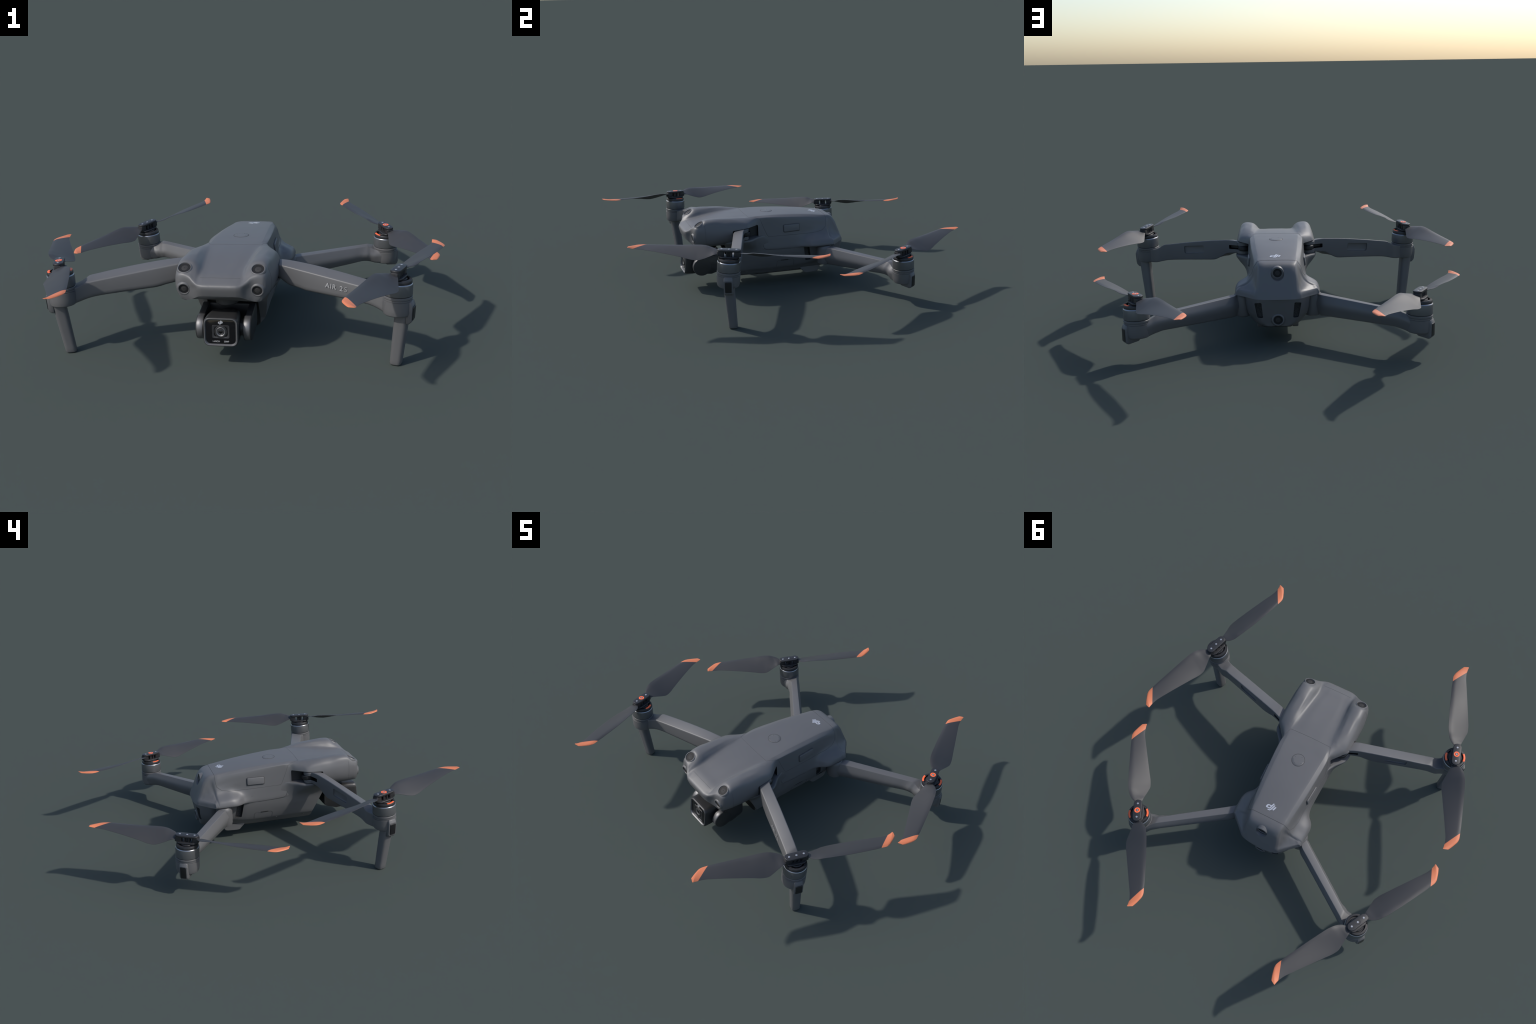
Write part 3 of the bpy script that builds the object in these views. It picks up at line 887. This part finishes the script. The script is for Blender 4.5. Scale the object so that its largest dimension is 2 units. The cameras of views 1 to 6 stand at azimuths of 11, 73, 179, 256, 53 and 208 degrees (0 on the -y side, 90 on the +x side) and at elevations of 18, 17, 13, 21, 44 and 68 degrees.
def build_motor(spec, sx, ringed):
    hub = Vector((sx * spec["hub"][0], *spec["hub"][1:]))
    ax = Vector((sx * spec["axis"][0], *spec["axis"][1:])).normalized()
    tip = Vector((sx * spec["tip"][0], *spec["tip"][1:]))
    span = tip - hub
    fr = frame_from(hub, ax, span)

    # ---- motor
    V, F = lathe([(.0560, -.0625), (.0585, -.0632), (.0604, -.0655), (.0610, -.0685), (.0612, -.1105), (.0606, -.1135), (.058, -.1140), (.03, -.1140)], 96, fr)
    motor = mesh_object("motor", V, F, BELL, DRONE, angle=30)
    V, F = lathe([(.0560, -.0625), (.0582, -.0624), (.0598, -.0638), (.0604, -.0655), (.0596, -.0664), (.0560, -.0660)], 96, fr)
    mesh_object("motor_rim", V, F, EDGE, motor)
    # dark crown with a channel that the hub drops into
    V, F = lathe([(.0565, -.066), (.0572, -.058), (.0568, -.0505), (.0545, -.0465), (.0455, -.0455), (.0440, -.0475), (.0438, -.056), (.020, -.0565), (.020, -.066)], 80, fr)
    mesh_object("motor_crown", V, F, HUBM, motor)
    # stator gap
    V, F = lathe([(.02, -.113), (.0575, -.113), (.0575, -.121), (.02, -.121)], 64, fr)
    mesh_object("motor_gap", V, F, BLACK, motor)
    if ringed:
        arcs = []
        for c in (90, 270):
            pts = []
            for k in range(13):
                a = math.radians(c + 6 - 26 + 52 * k / 12)
                pts.append(a)
            inner = [(.0440 * math.cos(a), .0440 * math.sin(a)) for a in pts]
            outer = [(.0545 * math.cos(a), .0545 * math.sin(a)) for a in pts]
            arcs.append(slab(outer + inner[::-1], -.0500, -.0446, .0006, fr))
        V, F = joined(arcs)
        mesh_object("motor_marker", V, F, NEON, motor)

    # ---- propeller
    prop = empty("propeller", DRONE, hub)
    prop.matrix_local = fr
    I = Matrix.Identity(4)
    for k in (0, 1):
        R = Matrix.Rotation(math.pi * k, 4, "Z")
        chir = not ringed if sx > 0 else ringed
        chir = CHIRAL[(spec["hub"][1] < 0, sx)]
        for nm, d in zip(("propeller_blade", "blade_tip"), BLADES[chir]):
            add_shared(nm, d, prop, R)
    V, F = slab(stadium(.123, .044), -.0115, 0, .0028, I)
    mesh_object("hub_plate", V, F, HUBM, prop)
    parts = []
    for s in (1, -1):
        parts.append(slab([(x + s * .044, y) for x, y in rounded_rect(.036, .034, .008)], -.036, -.010, .001, I))
        for xx in (.011,):
            parts.append(lathe([(.0055, -.038), (.0055, -.010)], 16, Matrix.Translation((s * xx, .010, 0))))
            parts.append(lathe([(.0055, -.038), (.0055, -.010)], 16, Matrix.Translation((s * xx, -.010, 0))))
    parts.append(lathe([(.0095, -.048), (.0095, -.010)], 24, I))
    V, F = joined(parts)
    mesh_object("hub_clamp", V, F, HUBM, prop)
    V, F = slab([(x * 1.0, y * 1.0) for x, y in stadium(.112, .058)], -.0445, -.0355, .003, I)
    mesh_object("hub_base", V, F, HUBM, prop)
    V, F = lathe([(.036, -.058), (.036, -.046), (.034, -.044), (.02, -.044)], 48, I)
    mesh_object("hub_collar", V, F, HUBM, prop)
    scr = []
    for xx in (-.0385, 0, .0385):
        scr.append(lathe([(.0052, -.001), (.0052, .0008), (.0046, .0013), (0, .0013)], 20, Matrix.Translation((xx, 0, 0))))
    V, F = joined(scr)
    mesh_object("hub_screw", V, F, STEEL, prop)
    if ringed:
        V, F = lathe([(.0075, -.001), (.0080, .0010), (.0150, .0010), (.0158, -.001)], 48, I)
        mesh_object("hub_ring", V, F, NEON, prop)
    else:
        V, F = lathe([(.0105, -.001), (.0110, .0004), (.0150, .0004), (.0158, -.001)], 48, I)
        mesh_object("hub_ring", V, F, HUBM, prop)

    # ---- mount the motor stands on
    V, F = lathe([(.03, -.117), (.0600, -.117), (.0616, -.1185), (.0617, -.1252), (.0580, -.1262), (.0580, -.1292), (.0609, -.1302),
                  (.0611, -.1340), (.0584, -.1350), (.0584, -.1374), (.0614, -.1385), (.0612, -.168), (.0600, -.186), (.0570, -.196), (.0520, -.2005), (.02, -.2010)], 96, fr)
    mount = mesh_object("motor_mount", V, F, SHELL, DRONE, angle=28)
    return fr, mount


CHIRAL = {(True, 1): False, (True, -1): True, (False, 1): True, (False, -1): False}


def radial_bump(name, center, normal, prof, half_w, parent, mat, tilt=0.0):
    """Profile (radial, z) swept sideways with rounded shoulders."""
    n = Vector((*normal, 0)).normalized()
    side = Vector((-n.y, n.x, 0))
    c = Vector((*center, 0))
    ring = round_poly(prof, .007, 4)
    m = np.mean(ring, axis=0)
    rings = []
    for w, s in ((-half_w, .86), (-half_w + .002, .93), (-half_w + .006, 1), (half_w - .006, 1), (half_w - .002, .93), (half_w, .86)):
        pts = []
        for p in ring:
            q = m + (np.array(p) - m) * s if s < 1 else np.array(p)
            v = c + n * q[0] + side * w
            pts.append((v.x, v.y, q[1]))
        rings.append(pts)
    V, F = loft(rings)
    return mesh_object(name, V, F, mat, parent, angle=50)


for sx in (1, -1):
    fr, mount = build_motor(FRONT, sx, ringed=(sx < 0))
    fr2, mount2 = build_motor(REAR, sx, ringed=(sx > 0))
    # ---- landing leg under the front motor
    rings = []
    for t, w in ((-.03, .0600), (.0, .0592), (.3, .0575), (.9, .0510), (.975, .0500), (.99, .0475), (1.0, .0430)):
        c = Vector((.7515, -.5085, .245)).lerp(Vector((.7265, -.4845, 0)), t)
        u = Vector((.95, -.31, 0))
        v = Vector((.31, .95, 0))
        ring = []
        for p in rounded_rect(w, w * .96, w * .37, 6):
            q = c + u * p[0] + v * p[1]
            z = q.z if t < .95 else max(0.0, q.z)
            ring.append((sx * q.x, q.y, z))
        rings.append(ring)
    V, F = loft(rings)
    mesh_object("landing_leg", V, F, SHELL, DRONE, angle=50)
    # ---- antenna housings with dark windows
    n = (sx * .958, -.286)
    c = (sx * .7305, -.504)
    radial_bump("antenna_housing", c, n, [(.040, .200), (.055, .203), (.0665, .214), (.0705, .285), (.063, .302), (.045, .304)], .0235, mount, SHELL)
    f = frame_from((c[0] + n[0] * .0680, c[1] + n[1] * .0680, .2500), (n[0], n[1], -.07), (-n[1], n[0], 0))
    V, F = slab(rounded_rect(.035, .060, .006), -.004, .0042, .002, f)
    mesh_object("antenna_window", V, F, LAMP, mount)
    n = (sx * .832, .555)
    c = (sx * .650, .534)
    radial_bump("antenna_housing", c, n, [(-.014, .124), (-.007, .112), (.002, .1005), (.030, .0965), (.054, .0930), (.064, .0975), (.0685, .108), (.0690, .168), (.062, .184), (.045, .187), (.0, .17)], .0235, mount2, SHELL)
    f = frame_from((c[0] + n[0] * .0665, c[1] + n[1] * .0665, .1360), (n[0], n[1], 0), (-n[1], n[0], 0))
    V, F = slab(rounded_rect(.033, .062, .006), -.004, .0042, .002, f)
    mesh_object("antenna_window", V, F, LAMP, mount2)


# ------------------------------------------------------------------ lettering
def text_mesh(name, body, size, fr, mat, parent, thick=0.0, depth=.0008, spacing=1.0):
    cu = bpy.data.curves.new(name, "FONT")
    cu.body = body
    cu.size = size
    cu.extrude = depth
    cu.offset = thick
    cu.space_character = spacing
    o = bpy.data.objects.new(name, cu)
    COL.objects.link(o)
    dg = bpy.context.evaluated_depsgraph_get()
    me = bpy.data.meshes.new_from_object(o.evaluated_get(dg), depsgraph=dg)
    bpy.data.objects.remove(o)
    me.transform(fr)
    me.materials.append(mat)
    ob = bpy.data.objects.new(name, me)
    COL.objects.link(ob)
    ob.parent = parent
    return ob


e1 = Vector((.1, -.033, -.0100)).normalized()
e2 = Vector((0, 0, 1))
nrm = e1.cross(e2).normalized()
fr = frame_from((.4225, -.4135, .3110), nrm, e1)
text_mesh("arm_lettering", "AIR", .0305, fr, PRINT, arm_fr, .0005, .0003, 1.14)
text_mesh("arm_lettering", "2", .0305, fr @ Matrix.Translation((.0665, 0, 0)), PRINT, arm_fr, .0005, .0003)
text_mesh("arm_lettering", "S", .0330, fr @ Matrix.Translation((.0865, -.0005, 0)), PRINT, arm_fr, -.0007, .0003)


# ------------------------------------------------------------------ gimbal camera
gim = empty("gimbal_camera", DRONE, (0, 0, 0))
tilt = Vector((0, -.985, .10)).normalized()          # optical axis
CF = frame_from((-.001, -.602, .1670), tilt, (1, 0, 0))  # local z forward, x right, y up
# check: local y should be up
if (CF.to_3x3() @ Vector((0, 1, 0))).z < 0:
    CF = CF @ Matrix.Rotation(math.pi, 4, "Z")
rings = []
for z, w, h, dy, r in ((-.150, .100, .094, .006, .020), (-.144, .112, .106, .006, .024), (-.110, .134, .128, .006, .028), (-.050, .147, .132, .003, .030),
                       (-.016, .151, .128, 0, .030), (-.004, .150, .126, 0, .029), (.0, .146, .122, 0, .028), (.0012, .142, .118, 0, .027), (.0012, .138, .114, 0, .026), (-.007, .128, .104, 0, .022)):
    rings.append([CF @ Vector((p[0], p[1] + dy, z)) for p in rounded_rect(w, h, r, 6)])
V, F = loft(rings)
cam = mesh_object("camera_housing", V, F, GIMBAL, gim, angle=45)
# bright chamfer around the window, then the glass
rings = [[CF @ Vector((p[0], p[1], z)) for p in rounded_rect(w, h, r, 6)] for z, w, h, r in
         ((-.001, .1445, .1205, .0275), (.0018, .1425, .1185, .027), (.0018, .1370, .1130, .025), (-.0035, .1275, .1035, .022), (-.0062, .1270, .1030, .022))]
V, F = loft(rings, cap=False)
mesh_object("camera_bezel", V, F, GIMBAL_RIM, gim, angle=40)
V, F = slab(rounded_rect(.130, .106, .022, 6), -.009, -.0040, .0005, CF)
glass = mesh_object("camera_glass", V, F, GLASS, gim)
# lens well: square frame and stepped barrel, standing just off the glass
LZ = Matrix.Translation((0, .001, -.0040))
fw = [[CF @ LZ @ Vector((p[0], p[1], z)) for p in rounded_rect(w, h, r, 5)] for z, w, h, r in
      ((.0, .076, .058, .008), (.0014, .074, .056, .008), (.0014, .071, .053, .008), (.0004, .064, .046, .010), (.0, .060, .044, .012))]
V, F = loft(fw, cap=False)
mesh_object("lens_frame", V, F, HUBM, gim, angle=30)
V, F = lathe([(.027, .0004), (.027, .0012), (.0255, .0018), (.0215, .0018), (.0205, .0010), (0, .0010)], 48, CF @ LZ)
mesh_object("lens_barrel", V, F, BLACK, gim)
V, F = lathe([(.0195, .0008), (.0200, .0022), (.0185, .0030), (.0150, .0016), (.0142, .0008)], 48, CF @ LZ)
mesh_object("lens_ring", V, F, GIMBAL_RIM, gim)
V, F = lathe([(.0125, .0008), (.0128, .0020), (.0110, .0026), (.0095, .0014), (.0090, .0012)], 48, CF @ LZ)
mesh_object("lens_ring", V, F, GIMBAL, gim)
V, F = lathe([(.0092, .0010), (.006, .0022), (0, .0028)], 32, CF @ LZ)
mesh_object("lens_glass", V, F, GLASS, gim)
V, F = logo_mesh(.022, .0006, CF @ Matrix.Translation((0, .0415, -.0042)))
mesh_object("camera_logo", V, F, LOGO, gim, smooth=False)
text_mesh("camera_lettering", "1-INCH", .0098, CF @ Matrix.Translation((-.037, -.0445, -.0038)), PRINT, gim, .00012, .0003)
text_mesh("camera_lettering", "20MP", .0098, CF @ Matrix.Translation((.0125, -.0445, -.0038)), PRINT, gim, .00012, .0003)
# pitch motors on both sides
for sx in (1, -1):
    f = frame_from((sx * .070, -.512, .155), (sx, 0, 0), (0, -1, 0))
    V, F = lathe([(.036, 0), (.036, .0155), (.0520, .0165), (.0535, .018), (.0535, .046), (.0520, .0490), (.0490, .0500), (0, .0500)], 64, f)
    mesh_object("pitch_motor", V, F, GIMBAL, gim, angle=30)
    V, F = lathe([(.0532, .0200), (.0540, .0215), (.0540, .0440), (.0532, .0455), (.050, .0455), (.050, .0200)], 64, f)
    mesh_object("pitch_motor_rim", V, F, GIMBAL_RIM, gim, angle=30)
# yoke that carries the camera, rising to the yaw motor below the nose
side = [(-.512 + .0525 * math.cos(a), .155 + .0525 * math.sin(a)) for a in [math.radians(d) for d in range(120, 301, 12)]]
side += [(-.455, .107), (-.400, .124), (-.386, .132), (-.381, .146), (-.381, .205), (-.388, .220), (-.405, .226), (-.470, .214)]
for sx in (1, -1):
    rings = []
    m = np.mean(side, axis=0)
    for x, k in ((.0895, .97), (.0905, 1), (.1145, 1), (.1170, .985), (.1178, .96)):
        rings.append([(sx * x, *(m + (np.array(p) - m) * k)) for p in side])
    V, F = loft(rings)
    mesh_object("gimbal_yoke", V, F, GIMBAL, gim, angle=40)
V, F = slab(rounded_rect(.226, .086, .02), .380, .402, .004, frame_from((0, 0, .178), (0, -1, 0), (1, 0, 0)))
mesh_object("yoke_bridge", V, F, BLACK, gim)
V, F = lathe([(.001, .244), (.046, .244), (.050, .249), (.050, .280), (.044, .286), (.001, .300)], 48, Matrix.Translation((0, -.445, 0)))
mesh_object("yaw_motor", V, F, UNDER, gim)
V, F = lathe([(.001, 0), (.040, 0), (.043, .004), (.043, .060), (.040, .064), (.001, .064)], 48, frame_from((0, -.415, .165), (0, -1, 0)))
mesh_object("roll_motor", V, F, BLACK, gim)
V, F = slab(rounded_rect(.20, .20, .03), .3005, .316, .003, Matrix.Translation((0, -.41, 0)))
mesh_object("gimbal_mount_plate", V, F, UNDER, gim)
